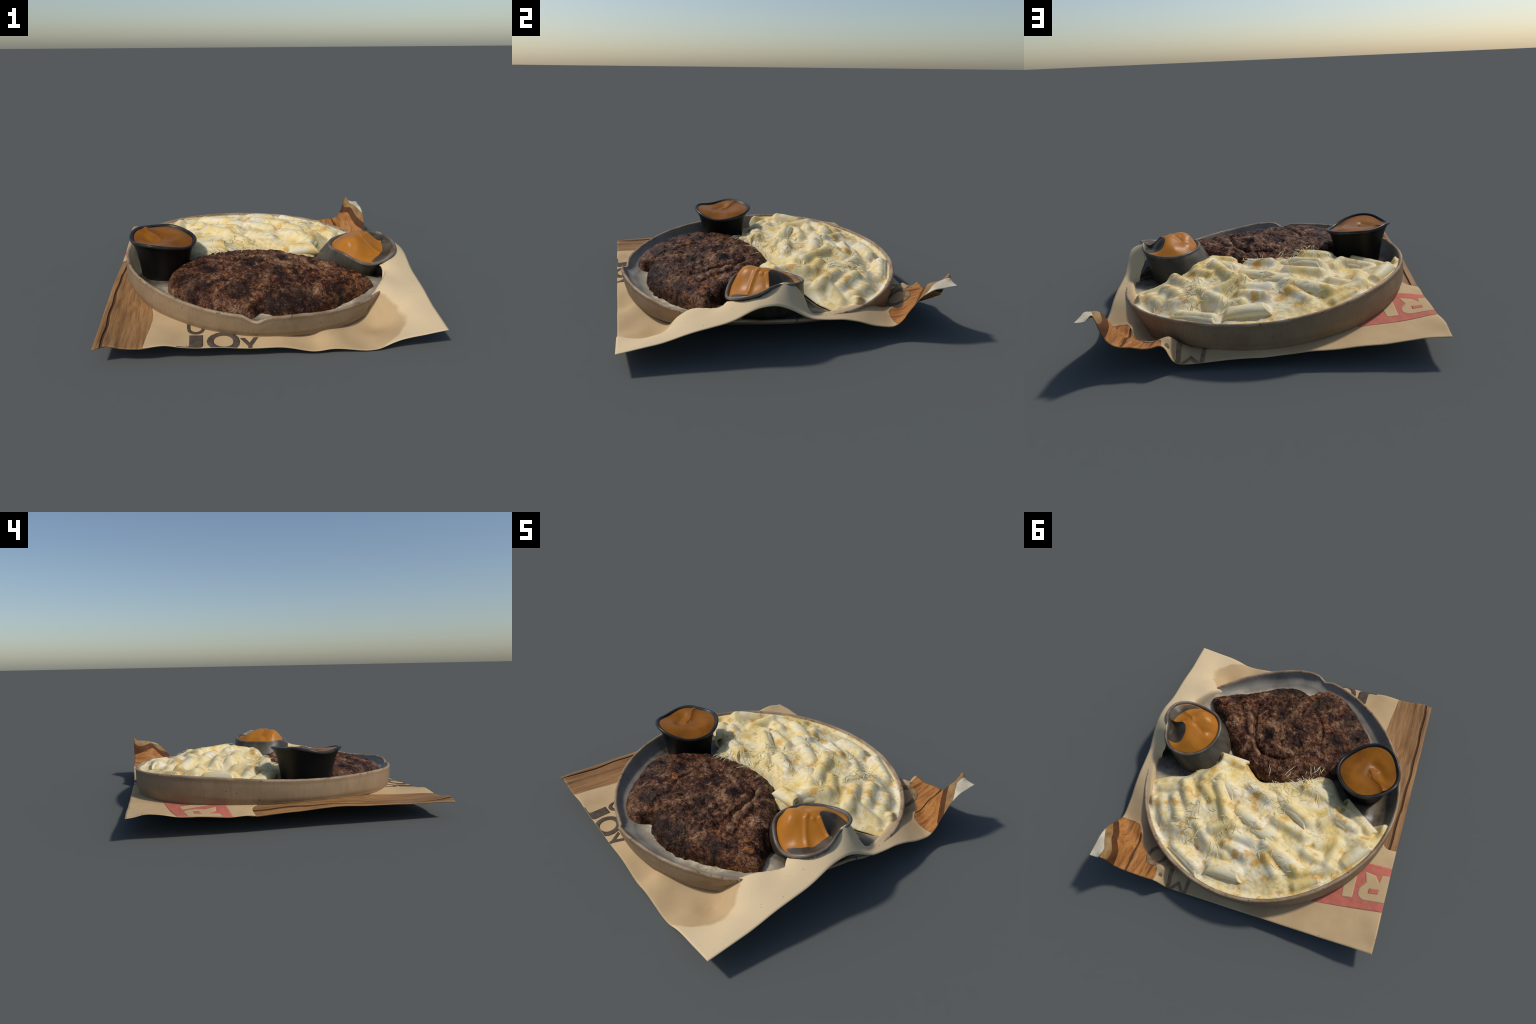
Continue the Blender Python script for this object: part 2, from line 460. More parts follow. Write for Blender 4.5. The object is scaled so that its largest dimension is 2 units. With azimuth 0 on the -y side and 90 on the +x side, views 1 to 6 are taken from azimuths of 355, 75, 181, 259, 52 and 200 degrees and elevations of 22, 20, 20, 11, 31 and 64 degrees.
LEFT = [(.949, .153), (.899, .163), (.841, .162), (.774, .151), (.707, .137), (.587, .129), (.448, .115), (.395, .112), (.306, .114), (.27, .109), (.116, .115), (-.004, .12), (-.097, .127), (-.239, .135), (-.402, .128), (-.599, .124), (-.699, .119), (-.851, .118)]
ctrl = [(x, -1, z) for x, z in FRONT] + [(1, y, z) for y, z in RIGHT] + [(x, 1, z) for x, z in BACK] + [(-1, y, z) for y, z in LEFT]
for deg in range(45, 300, 15):                        # contact with the wall of the plate
    t = math.radians(deg); r = float(ring_table(FOOT_R, t)) + .004; z = float(ring_table(FOOT_Z, t))
    if 85 <= deg <= 95: z = .080
    ctrl.append((CX + r * math.cos(t), CY + r * math.sin(t), z))
ctrl += [(.66, -.745, .022), (.65, -.80, .018), (.735, -.66, .160), (.82, -.43, .235), (.775, -.555, .215),      # front right: paper pulled over the rim
         (.79, -.75, .098), (.74, -.87, .060), (.85, -.79, .124), (.86, -.62, .190), (.90, -.48, .222), (.87, -.40, .250), (.93, -.34, .268),
         (.60, -.87, .024), (.45, -.89, .032), (.66, -.92, .036), (.25, -.91, .046),
         (.845, -.340, .286), (.79, -.352, .262), (.83, -.38, .262), (.925, -.26, .312), (.95, -.22, .318), (.918, -.20, .330), (.907, -.12, .358), (.945, -.12, .336), (.888, -.03, .356), (.94, -.03, .308), (.858, .03, .332), (.92, .035, .245), (.955, .05, .228), (.955, .12, .192), (.90, .10, .200), (.95, .20, .180), (.91, .33, .172), (.86, .45, .165),
         (.82, .55, .140), (.87, .62, .105), (.93, .58, .10), (.671, .718, .047), (.795, .697, .113), (.788, .772, .093), (.62, .874, .117), (.70, .86, .11), (.775, .91, .135), (.775, .99, .157),
         (.94, .68, .106), (.88, .76, .125), (.94, .745, .165), (.90, .84, .285), (.84, .82, .170), (.86, .92, .262), (.93, .92, .318), (.82, .95, .185),
         (.56, .94, .135), (.525, .90, .150), (.50, .96, .062), (.47, .92, .075),
         (-.85, -.85, .108), (-.85, .85, .129), (-.75, -.72, .102), (-.84, -.57, .106), (-.8, .72, .116), (-.93, -.6, .123), (-.62, -.85, .108)]
SHEET = Spline2(ctrl, 2e-5)

def sheet_z(x, y):
    x = np.asarray(x, float); y = np.asarray(y, float)
    r = np.hypot(x - CX, y - CY); th = np.arctan2(y - CY, x - CX)
    rf = ring_table(FOOT_R, th)
    z = SHEET(x, y) + .0018 * fbm(x, y, 0, 7, 2, 3)
    rf = np.where((th > -.75) & (th < .52), np.maximum(rf, .90), rf)
    lap = sstep(-.50, -.44, th) * sstep(.12, .04, th)      # here the paper laps against the cup
    rf = rf + (.74 - rf) * lap
    k = sstep(rf - .055, rf - .004, r)
    return np.maximum(z * k + (1 - k) * (under_z(x, y) - .022), .0045)


BOX = (-.993, .993, -1, 1)
def not_under_rim(x, y):                              # open below the lifted side and inside the cup
    th = np.arctan2(y - CY, x - CX)
    lap = sstep(-.50, -.44, th) * sstep(.12, .06, th)
    w = .872 - .057 * lap - np.hypot(x - CX, y - CY)
    wedge = np.minimum(np.minimum(w, (.60 - np.abs(th + .11)) * .8), x - .30)
    ct = np.arctan2(y - R_C[1], x - R_C[0])
    mouth = fourier(R_R, ct) - .010 - np.hypot(x - R_C[0], y - R_C[1])
    return -np.maximum(wedge, mouth)


LEFT_WOOD = smooth_path([(-.727, -1.02), (-.715, -.90), (-.700, -.76), (-.70, -.60), (-.78, -.20), (-.86, .10), (-.90, .262), (-1.02, .258)], 6)
RIGHT_WOOD = smooth_path([(1.02, .628), (.95, .632), (.845, .645), (.80, .70), (.765, .765), (.70, .82), (.60, .882), (.568, .94), (.560, 1.02)], 6)
wood_left = [(-1.02, -1.02)] + [tuple(p) for p in LEFT_WOOD]
wood_right = [tuple(p) for p in RIGHT_WOOD] + [(1.02, 1.02)]
sd_l, sd_r = poly_sd(wood_left), poly_sd(wood_right)

paper = empty("kraft_paper", "crumpled brown kraft paper sheet with printed letters", "paper sheet")
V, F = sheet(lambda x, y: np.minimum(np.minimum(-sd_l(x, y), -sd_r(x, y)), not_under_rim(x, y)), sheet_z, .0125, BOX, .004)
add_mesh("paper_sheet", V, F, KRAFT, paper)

board = empty("wooden_board", "brown plank board showing at two corners under paper", "serving board")
gap_x = lambda y: -.943 + .010 * np.sin(3 * y) + .003 * np.sin(23 * y)
def wood_z(x, y):
    return sheet_z(x, y) - .0015
big = lambda a, o: (lambda x, y: a(x, y) + o)
V, F = sheet(lambda x, y: np.minimum(big(sd_l, .035)(x, y), x - gap_x(y) - .006), wood_z, .0125, BOX, .006)
add_mesh("plank", V, F, WOOD, board)
V, F = sheet(lambda x, y: np.minimum(big(sd_l, .035)(x, y), -(x - gap_x(y)) - .010), wood_z, .0125, (-.993, -.893, -1, 1), .006)
add_mesh("plank", V, F, WOOD, board)
V, F = sheet(lambda x, y: np.minimum(big(sd_l, .03)(x, y), .016 - np.abs(x - gap_x(y))), lambda x, y: sheet_z(x, y) - .008, .006, (-.993, -.893, -1, 1), .004)
add_mesh("dark_gap_sheet", V, F, GAP_SHEET, board)  # dark sheet added below, seen between the two planks
# the lifted corner: orange plank, dark groove, pale band, cream tip
B1 = smooth_path([(.975, .69), (.93, .76), (.885, .83), (.845, .92), (.85, 1.02)], 6)
B2 = smooth_path([(1.02, .735), (.985, .80), (.94, .88), (.915, .94), (.925, 1.02)], 6)
B3 = smooth_path([(1.02, .80), (.985, .86), (.955, .92), (.945, 1.02)], 6)
def beyond(path):
    return poly_sd([tuple(p) for p in path] + [(1.06, 1.06)] if path[0][0] > 1 else [(1.06, .62)] + [tuple(p) for p in path] + [(1.06, 1.06)])
b1, b2 = beyond(B1), beyond(B2)
cb = (.493, .993, .55, 1)
GROOVE = smooth_path([(.772, 1.02), (.780, .90), (.790, .78), (.800, .71), (.80, .60)], 6)
groove_x = lambda y: np.interp(y, GROOVE[::-1, 1], GROOVE[::-1, 0])
side = lambda x, y: x - groove_x(y)
red = lambda x, y: np.minimum(big(sd_r, .035)(x, y), -b1(x, y))
V, F = sheet(lambda x, y: np.minimum(red(x, y), side(x, y) - .006), wood_z, .0125, cb, .006)
add_mesh("plank", V, F, WOOD_RED, board)
V, F = sheet(lambda x, y: np.minimum(red(x, y), -side(x, y) - .006), wood_z, .0125, cb, .006)
add_mesh("plank", V, F, WOOD_RED, board)
V, F = sheet(lambda x, y: np.minimum(red(x, y), .014 - np.abs(side(x, y))), lambda x, y: sheet_z(x, y) - .007, .006, cb, .004)
add_mesh("dark_gap_sheet", V, F, GAP_SHEET, board)  # another added dark sheet, showing through the groove
WOOD_BAND = wood_material("brown_band", (.34, .205, .075), (.27, .15, .052), (.16, .075, .022), (3, 1.2, 2), math.radians(-38))
WOOD_DARK = flat_material("burnt_edge", (.10, .036, .012), .7, .3, 12)
dk = lambda x, y: np.minimum(b1(x, y), .028 - b1(x, y))
V, F = sheet(lambda x, y: np.minimum(dk(x, y), sd_r(x, y)), lambda x, y: sheet_z(x, y) - .0015, .00625, cb, .006)
add_mesh("board_edge", V, F, WOOD_DARK, board)
V, F = sheet(lambda x, y: np.minimum(np.minimum(b1(x, y) - .028, -b2(x, y)), sd_r(x, y)), wood_z, .00625, cb, .006)
add_mesh("plank", V, F, WOOD_BAND, board)
V, F = sheet(lambda x, y: b2(x, y), wood_z, .00625, cb, .005)
add_mesh("folded_corner", V, F, CREAM_CARD, paper)

# --------------------------------------------------------------- print on it
def on_sheet(name, outline_verts, faces, mat, lift):
    bm = bmesh.new()
    vs = [bm.verts.new((v[0], v[1], 0)) for v in outline_verts]
    for f in faces:
        try: bm.faces.new([vs[i] for i in f])
        except ValueError: pass
    bmesh.ops.triangulate(bm, faces=bm.faces[:])
    for _ in range(7):
        e = [e for e in bm.edges if e.calc_length() > .012]
        if not e: break
        bmesh.ops.subdivide_edges(bm, edges=e, cuts=1)
        bmesh.ops.triangulate(bm, faces=bm.faces[:])
    for axis, s in ((0, 1), (0, -1), (1, 1), (1, -1)):          # the sheet ends at the square
        n = [0, 0, 0]; n[axis] = s
        bmesh.ops.bisect_plane(bm, geom=bm.verts[:] + bm.edges[:] + bm.faces[:], plane_co=[n[0] * .9925, n[1] * .9995, 0], plane_no=n, clear_outer=True)
    bm.normal_update()
    for f in bm.faces:
        if f.normal.z < 0: f.normal_flip()
    co = np.array([v.co[:] for v in bm.verts]); z = sheet_z(co[:, 0], co[:, 1]) + lift
    for v, zz in zip(bm.verts, z): v.co.z = zz
    me = bpy.data.meshes.new(name); bm.to_mesh(me); bm.free()
    me.polygons.foreach_set("use_smooth", [True] * len(me.polygons))
    me.materials.append(mat)
    o = bpy.data.objects.new(name, me); COL.objects.link(o); attach(o, paper)
    m = o.modifiers.new("thickness", "SOLIDIFY"); m.thickness = .0008; m.offset = -1
    return o


def letter(ch, box, mat, lift=.0012, bold=.02, rot=0.0):
    """A letter of the built-in font stretched into box (x0,x1,y0,y1)."""
    cu = bpy.data.curves.new("letter", "FONT"); cu.body = ch; cu.offset = bold; cu.resolution_u = 4
    o = bpy.data.objects.new("tmp", cu); COL.objects.link(o)
    bpy.context.view_layer.update()
    me = bpy.data.meshes.new_from_object(o.evaluated_get(bpy.context.evaluated_depsgraph_get()))
    bpy.data.objects.remove(o)
    co = np.array([v.co[:2] for v in me.vertices]); fs = [list(p.vertices) for p in me.polygons]
    bpy.data.meshes.remove(me)
    lo, hi = co.min(0), co.max(0); u = (co - lo) / (hi - lo)
    p = np.stack([box[0] + u[:, 0] * (box[1] - box[0]), box[2] + u[:, 1] * (box[3] - box[2])], -1)
    if rot:
        c = p.mean(0); q = p - c; p = c + np.stack([q[:, 0] * math.cos(rot) - q[:, 1] * math.sin(rot), q[:, 0] * math.sin(rot) + q[:, 1] * math.cos(rot)], -1)
    return on_sheet("letter", p, fs, mat, lift)


letter("J", (-.545, -.398, -1.015, -.882), INK, bold=.03)
letter("O", (-.378, -.192, -1.03, -.862), INK, bold=.03)
letter("Y", (-.192, -.086, -1.05, -.92), INK, bold=.03)
letter("U", (-.49, -.385, -.874, -.70), INK, bold=.01)
letter("M", (.335, .492, .872, 1.03), FADED_INK, bold=.0)
letter("O", (.55, .70, .73, .90), FADED_INK, bold=.02)
letter(".", (.525, .55, .93, .955), FADED_INK)
on_sheet("printed_block", [(-.80, .418), (-1.0, .396), (-1.0, .716), (-.76, .751), (-.52, .785), (-.60, .60)], [(0, 1, 2, 3, 4, 5)], RED_INK, .0012)
# cut-out pale letters on the red block
R_OUT = [(-1.0, .455), (-.938, .468), (-.929, .527), (-.897, .483), (-.817, .478), (-.842, .548), (-.806, .600), (-.806, .640), (-.825, .664), (-.858, .672), (-1.0, .652)]
R_EYE = [(-.873, .581), (-.871, .617), (-.937, .607), (-.940, .571)]
on_sheet("letter", R_OUT, [tuple(range(len(R_OUT)))], KRAFT, .0020)
on_sheet("letter", R_EYE, [(0, 1, 2, 3)], RED_INK, .0028)
on_sheet("letter", [(-.771, .515), (-.777, .679), (-.707, .690), (-.69, .56)], [(0, 1, 2, 3)], KRAFT, .0020)

# --------------------------------------------------------------------- plate
plate = empty("plate", "round speckled stoneware plate with raised brown rim", "plate", (CX, CY, .09))
NS = 288
TH = np.linspace(0, TAU, NS, endpoint=False)
C, S = np.cos(TH), np.sin(TH)
RR = rim_r(TH); RZ = rim_z(TH)
chip = .0035 * fbm(3 * C, 3 * S, 0, 9, 3, 21) * (.35 + .65 * sstep(.2, -.3, S))
RZ = RZ + chip
FR = ring_table(FOOT_R, TH); FZ = ring_table(FOOT_Z, TH) - .010
def ring(r, z): return np.stack([CX + r * C, CY + r * S, z + 0 * TH], -1)
inr = RR - .090; fl = np.minimum(floor_z(CX + inr * C, CY + inr * S), RZ - .030)
prof = [ring(.30 + 0 * TH, under_z(CX + .3 * C, CY + .3 * S) - .016), ring(FR * .85, under_z(CX + FR * .85 * C, CY + FR * .85 * S) - .014), ring(FR - .012, FZ - .004), ring(FR, FZ + .004)]
BR = ring_table(BELLY_R, TH); BZ = ring_table(BELLY_Z, TH)
for t in (.35, .7, .9):
    prof.append(ring(FR + (BR - .006 - FR) * math.sin(t * math.pi / 2) , FZ + (BZ - FZ) * (t + t * t) / 2))
for t in (.04, .2, .4, .6, .8, .93):
    b = .004 * math.sin(math.pi * t)
    prof.append(ring(BR + (RR - .002 - BR) * t + b, BZ + (RZ - .014 - BZ) * t + .003 * fbm(C * 2, S * 2, t, 6, 2, 9)))
k_wall = len(prof)
prof += [ring(RR + .001, RZ - .012), ring(RR - .001, RZ - .005), ring(RR - .006, RZ), ring(RR - .013, RZ), ring(RR - .019, RZ - .005), ring(RR - .023, RZ - .013)]
k_rim = len(prof)
for t in (.25, .5, .72, .88, 1.0):
    prof.append(ring(RR - .023 - .028 * t - .048 * t ** 4, (RZ - .013) + (fl + .006 - RZ + .013) * t))
for q in [.92 - .05 * k for k in range(17)]:
    rq = (RR - .106) * q / .92
    fz = np.minimum(floor_z(CX + rq * C, CY + rq * S), RZ - .024 + .12 * (.92 - q))
    prof.append(ring(rq, fz + .002 * fbm(C * q, S * q, 0, 6, 2, 4)))
PV, PF = loft(prof, True, True)
whole = bpy.data.meshes.new("whole"); whole.from_pydata([tuple(v) for v in PV], [], PF); whole.update()
whole.polygons.foreach_set("use_smooth", [True] * len(whole.polygons))
PN = np.array([v.normal[:] for v in whole.vertices])
bpy.data.meshes.remove(whole)
nq = (len(prof) - 1) * NS
def plate_part(name, mat, k0, k1, caps):
    fs = [PF[k * NS + i] for k in range(k0, k1) for i in range(NS)] + caps
    used = sorted({i for f in fs for i in f}); mp = {v: i for i, v in enumerate(used)}
    o = add_mesh(name, PV[used], [tuple(mp[i] for i in f) for f in fs], mat, plate)
    o.data.normals_split_custom_set_from_vertices([tuple(n) for n in PN[used]])
    return o
plate_part("plate_wall", PLATE_OUT, 0, k_wall, PF[nq:nq + NS])
plate_part("plate_rim", RIM, k_wall, k_rim - 1, [])
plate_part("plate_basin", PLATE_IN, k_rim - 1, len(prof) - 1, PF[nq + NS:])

# --------------------------------------------------------------------- steak
STEAK_OUT = [(.695, -.47), (.67, -.52), (.60, -.555), (.52, -.605), (.45, -.635), (.342, -.70), (.252, -.76), (.10, -.795), (.02, -.78), (-.055, -.755), (-.108, -.815), (-.21, -.84), (-.355, -.76), (-.50, -.61), (-.60, -.48), (-.60, -.33), (-.52, -.20), (-.37, -.06), (-.19, .03), (-.02, .07), (.10, .06), (.18, .02), (.285, -.04), (.40, -.14), (.51, -.235), (.62, -.375)]
scx, scy = .05, -.42
path = smooth_path(STEAK_OUT, 8, True)
ang = np.arctan2(path[:, 1] - scy, path[:, 0] - scx); rad = np.hypot(path[:, 0] - scx, path[:, 1] - scy)
o_ = np.argsort(ang); ang, rad = ang[o_], rad[o_]
NST = 520
TS = np.linspace(-math.pi, math.pi, NST, endpoint=False)
RS = np.interp(TS, ang, rad, period=TAU)
RS = (np.roll(RS, 1) + 2 * RS + np.roll(RS, -1)) / 4
RS = RS + .006 * fbm(np.cos(TS), np.sin(TS), 0, 7, 3, 31)
TOP = Spline2([(.087, -.48, .290), (-.26, -.62, .290), (-.241, -.533, .294), (.167, -.074, .272), (.683, -.46, .248), (.244, -.70, .228), (.053, -.05, .268), (-.28, -.10, .284), (-.10, -.06, .274), (-.40, -.36, .290), (-.50, -.5, .268), (-.42, -.65, .262), (.45, -.55, .245), (.40, -.30, .272), (.10, -.28, .295), (-.1, -.4, .294), (.30, -.45, .275), (-.2, -.78, .242), (.10, -.74, .236), (.52, -.40, .262), (-.05, -.65, .285), (.30, -.20, .275), (.0, -.75, .238), (.38, -.62, .236)], 1e-4)
G_EYE = smooth_path([(.30, -.55), (.31, -.47), (.27, -.32), (.22, -.18), (.13, -.115), (0, -.11), (-.11, -.17), (-.22, -.33), (-.30, -.42)], 5)
G_FAT = smooth_path([(.44, -.47), (.35, -.31), (.27, -.19), (.17, -.05)], 5)
G_FRONT = smooth_path([(-.055, -.80), (-.08, -.73), (-.13, -.65), (-.13, -.56), (-.21, -.48), (-.24, -.38)], 5)
G_SIDE = smooth_path([(.26, -.78), (.30, -.68), (.42, -.60), (.50, -.52)], 5)
FAT_LINE = smooth_path([(.40, -.47), (.35, -.42), (.312, -.33), (.272, -.235), (.225, -.155), (.175, -.085), (.165, -.03)], 6)
rings = []
svals = np.concatenate([[.02], np.linspace(.05, .80, 62), np.linspace(.81, 1, 34)])
for s in svals:
    x = scx + s * RS * np.cos(TS); y = scy + s * RS * np.sin(TS)
    d = (1 - s) * RS
    fz = floor_z(x, y) + .002
    top = TOP(x, y) - .006
    top = top - .011 * np.exp(-(seg_dist(x, y, G_EYE) / .013) ** 2) - .014 * np.exp(-(seg_dist(x, y, G_EYE[8:-6]) / .012) ** 2) - .012 * np.exp(-(seg_dist(x, y, G_FAT) / .014) ** 2)
    top = top - .014 * np.exp(-(seg_dist(x, y, G_FRONT) / .014) ** 2) - .010 * np.exp(-(seg_dist(x, y, G_SIDE) / .016) ** 2)
    top = top + .007 * np.exp(-(seg_dist(x, y, FAT_LINE) / .026) ** 2)
    eye = np.exp(-(((x - .06) / .20) ** 2 + ((y + .30) / .19) ** 2) ** 2)
    top = top + .013 * eye
    big_n = fbm(x, y, 0, 6, 2, 41); mid = fbm(x, y, 0, 19, 3, 43); fine = fbm(x, y, 0, 60, 2, 47)
    crust = fbm(x + .01 * mid, y, 0, 34, 3, 45)
    fold = fbm(x + .03 * big_n, y * 1.0, 0, 11, 2, 49)
    top = top + .009 * big_n + .028 * (.24 - np.abs(fold)) + .014 * (.2 - np.abs(mid)) + .007 * (.2 - np.abs(crust)) + .0015 * fine
    w = .085 - .025 * np.cos(TS - 3.6)
    k = (1 - (1 - np.clip(d / w, 0, 1)) ** 2.6) ** (1 / 2.0)
    z = fz + (top - fz) * k
    push = .014 * np.clip(1 - k, 0, 1) * (fbm(np.cos(TS) * 3, np.sin(TS) * 3, z * 14, 3, 3, 51) + .25)
    rings.append(np.stack([x + push * np.cos(TS), y + push * np.sin(TS), z], -1))
last = rings[-1].copy(); last[:, 2] -= .004
rings.append(last)
inner = last.copy(); inner[:, 0] = scx + .5 * (inner[:, 0] - scx); inner[:, 1] = scy + .5 * (inner[:, 1] - scy); rings.append(inner)
V, F = loft(rings, True, True)
F = [tuple(reversed(f)) for f in F]
V[:, :] = V
F = [tuple(reversed(f)) for f in F]
bm = bmesh.new(); vs = [bm.verts.new(v) for v in V]
for f in F: bm.faces.new([vs[k] for k in f])
bmesh.ops.recalc_face_normals(bm, faces=bm.faces[:]); bm.verts.index_update()
bm.normal_update(); SN = [tuple(v.normal) for v in vs]
F = [tuple(v.index for v in f.verts) for f in bm.faces]; bm.free()
mid = np.array([V[list(f)].mean(0) for f in F])
strip = (seg_dist(mid[:, 0], mid[:, 1], FAT_LINE) + .030 * fbm(mid[:, 0], mid[:, 1], 0, 16, 3, 77) < .020) & (mid[:, 2] > .2)
def steak_part(name, mat, sel, parent):
    fs = [f for f, k in zip(F, sel) if k]; used = sorted({i for f in fs for i in f}); mp = {v: i for i, v in enumerate(used)}
    o = add_mesh(name, V[used], [tuple(mp[i] for i in f) for f in fs], mat, parent)
    o.data.normals_split_custom_set_from_vertices([SN[i] for i in used]); return o
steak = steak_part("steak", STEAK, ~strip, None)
steak_part("fat_strip", FAT, strip, steak)
steak["label"] = "thick charred grilled beef steak with glossy dark crust"; steak["category"] = "steak"

def tube(path, radii, n=14, flat=1.0, close=True):
    P = np.array(path, float); rings = []
    for i, p in enumerate(P):
        t = P[min(i + 1, len(P) - 1)] - P[max(i - 1, 0)]; t /= np.linalg.norm(t)
        side = np.cross(t, [0, 0, 1]); side /= np.linalg.norm(side) + 1e-9; up = np.cross(side, t)
        a = np.linspace(0, TAU, n, endpoint=False)
        rings.append(p + radii[i] * (np.cos(a)[:, None] * side + flat * np.sin(a)[:, None] * up))
    return loft(rings, close, close)

# --------------------------------------------------------------------- cups
def cup(label, c, rc, zc, base, base_r, wall, mat, lip_mat, gravy_ctrl, gravy_mat, lip=.022, gsm=1e-4, crease=(), hollow=None):
    root = empty("sauce_cup", label, "sauce cup", base)
    n = 360; t = np.linspace(0, TAU, n, endpoint=False)
    r = fourier(rc, t); z = fourier(zc, t)
    if hollow: z = z + .020 * np.exp(-(((t + .10 + math.pi) % TAU - math.pi) / .40) ** 2)
    rim = np.stack([c[0] + r * np.cos(t), c[1] + r * np.sin(t), z], -1)
    br = fourier(base_r, t)
    bot = np.stack([base[0] + br * np.cos(t), base[1] + br * np.sin(t), base[2] + 0 * t], -1)
    def at(fz, fr):                                   # between rim and base
        p = rim + (bot - rim) * fr; p[:, 2] = rim[:, 2] + (bot[:, 2] - rim[:, 2]) * fz; return p
    def inset(k, dz):
        p = rim.copy(); q = np.array([c[0], c[1]]) - p[:, :2]; q /= np.linalg.norm(q, axis=1)[:, None]
        p[:, :2] += q * k; p[:, 2] += dz; return p
    rings = [bot * [1, 1, 1]] + [at(fz, fr) for fz, fr in wall] + [inset(-.001, -.008)]
    kb = len(rings)
    rings += [inset(.002, -.001), inset(.007, .001), inset(.012, -.002), inset(lip, -.012), inset(lip + .006, -.03), inset(lip + .03, -.08)]
    V, F = loft(rings, True, True)
    add_mesh("cup_body", V, F, mat, root)
    V2, F2 = loft([inset(-.002, -.014), inset(-.0045, -.005), inset(.000, .002), inset(.007, .0035), inset(.014, .000), inset(.019, -.010)])
    add_mesh("cup_lip", V2, F2, lip_mat, root)
    edge = inset(lip - .002, -.010)
    zs = Spline2([(edge[i, 0], edge[i, 1], edge[i, 2]) for i in range(0, n, 10)] + gravy_ctrl, gsm)
    gr = []
    def gz(x, y):
        z = zs(x, y)
        for line, hgt, wid in crease: z = z + hgt * np.exp(-(seg_dist(x, y, line) / wid) ** 2)
        return z
    cc = np.array([c[0], c[1]])
    for s in np.linspace(1, .015, 110):
        xy = cc + (edge[:, :2] - cc) * s
        gr.append(np.column_stack([xy, gz(xy[:, 0], xy[:, 1]) + (0 if s == 1 else .0015 * fbm(xy[:, 0], xy[:, 1], 0, 14, 2, 8))]))
    V, F = loft(gr, False, True)
    if not hollow:
        add_mesh("gravy", V, F, gravy_mat, root); return root
    # the bare wall of the cup shows beside the gravy: same surface, split by region
    tmp = bpy.data.meshes.new("tmp"); tmp.from_pydata([tuple(v) for v in V], [], F); tmp.update()
    N = [tuple(v.normal) for v in tmp.vertices]; bpy.data.meshes.remove(tmp)
    m = np.array([V[list(f)].mean(0) for f in F]); bare = np.zeros(len(F), bool)
    for line in hollow: bare |= poly_sd(smooth_path(line, 6, True))(m[:, 0], m[:, 1]) > 0
    for nm, mt, sel in (("gravy", gravy_mat, ~bare), ("cup_wall", STEEL_IN, bare)):
        fs = [f for f, k in zip(F, sel) if k]; used = sorted({i for f in fs for i in f}); mp = {v: i for i, v in enumerate(used)}
        o = add_mesh(nm, V[used], [tuple(mp[i] for i in f) for f in fs], mt, root)
        o.data.normals_split_custom_set_from_vertices([N[i] for i in used])
    return root

BLACK = cup_material("black_plastic", (.0032, .0028, .0026), (.008, .007, .006), .45)
BLACK_LIP = cup_material("black_lip", (.016, .015, .014), (.05, .048, .045), .3)
STEEL = cup_material("brown_steel", (.045, .038, .026), (.11, .095, .068), .38)
STEEL_IN = cup_material("bare_steel", (.055, .040, .024), (.13, .105, .075), .4)
STEEL_LIP = cup_material("steel_lip", (.085, .068, .050), (.24, .20, .16), .3)
L_R = (.2155, -.0036, .0061, -.0016, .005, .0026, .0023, .0031, -.0022, .0006, .0017)
L_Z = (.4367, -.0256, .0097, -.0106, .0019, .0025, .0068, -.0001, -.0029, .0014, .0019)
cup("small black plastic cup of brown gravy", (-.6455, -.1401), L_R, L_Z, (-.655, -.15, .150), (.156, .008, .012),
    [(.96, 1.0), (.8, .96), (.645, .87), (.5, .76), (.38, .65), (.26, .51), (.17, .37), (.10, .23), (.05, .115)], BLACK, BLACK_LIP,
    [(-.673, -.094, .425), (-.767, -.004, .458), (-.744, -.145, .421), (-.72, -.05, .443), (-.70, -.14, .418), (-.62, -.20, .425), (-.60, -.06, .437), (-.55, -.12, .424), (-.64, -.27, .430), (-.66, -.02, .445), (-.78, -.08, .436), (-.52, -.05, .428)],
    gravy_material("brown_gravy", (.20, .066, .004), (.30, .108, .008)), .026, crease=(([(-.775, .0), (-.745, -.05), (-.69, -.09), (-.665, -.14)], .009, .014), ([(-.76, -.11), (-.725, -.17), (-.68, -.19)], -.010, .03), ([(-.66, -.10), (-.655, -.105)], .004, .008), ([(-.58, -.20), (-.53, -.12)], .005, .025)))
cup("small steel cup heaped with light brown gravy", (.715, -.12), R_R, R_Z, (.685, -.08, .132), (.225, -.080, .0),
    [(.95, .97), (.8, .88), (.6, .70), (.4, .48), (.22, .28), (.10, .13)], STEEL, STEEL_LIP,
    [(.69, -.15, .412), (.74, -.113, .407), (.60, -.23, .388), (.70, -.05, .394), (.62, -.08, .368), (.55, -.07, .345), (.78, -.04, .386), (.64, .02, .350), (.55, -.18, .362), (.73, .035, .358), (.65, -.28, .348), (.72, -.29, .305), (.84, -.10, .352), (.81, -.18, .335), (.85, -.229, .305), (.725, -.19, .375), (.62, -.15, .392)],
    gravy_material("caramel_gravy", (.38, .135, .014), (.48, .18, .020)), .024, 6e-4, ((([(.70, -.16), (.705, -.165)], .006, .012), ([(.735, -.15), (.74, -.148)], .005, .010), ([(.71, -.18), (.76, -.22), (.81, -.25)], .007, .014), ([(.60, -.26), (.56, -.19)], .007, .018), ([(.86, -.10), (.81, -.05), (.77, -.01)], -.034, .045), ([(.875, -.135), (.80, -.12), (.76, -.115)], .014, .013), ([(.66, -.13), (.60, -.10), (.55, -.12)], -.006, .02))),
    (((.891, -.154), (.844, -.129), (.79, -.120), (.735, -.10), (.715, -.045), (.735, .025), (.789, .038), (.846, .015), (.90, -.073)),
     ((.899, -.112), (.925, -.156), (.905, -.233), (.868, -.297), (.80, -.335), (.736, -.33), (.793, -.288), (.838, -.23), (.85, -.176), (.86, -.124))))

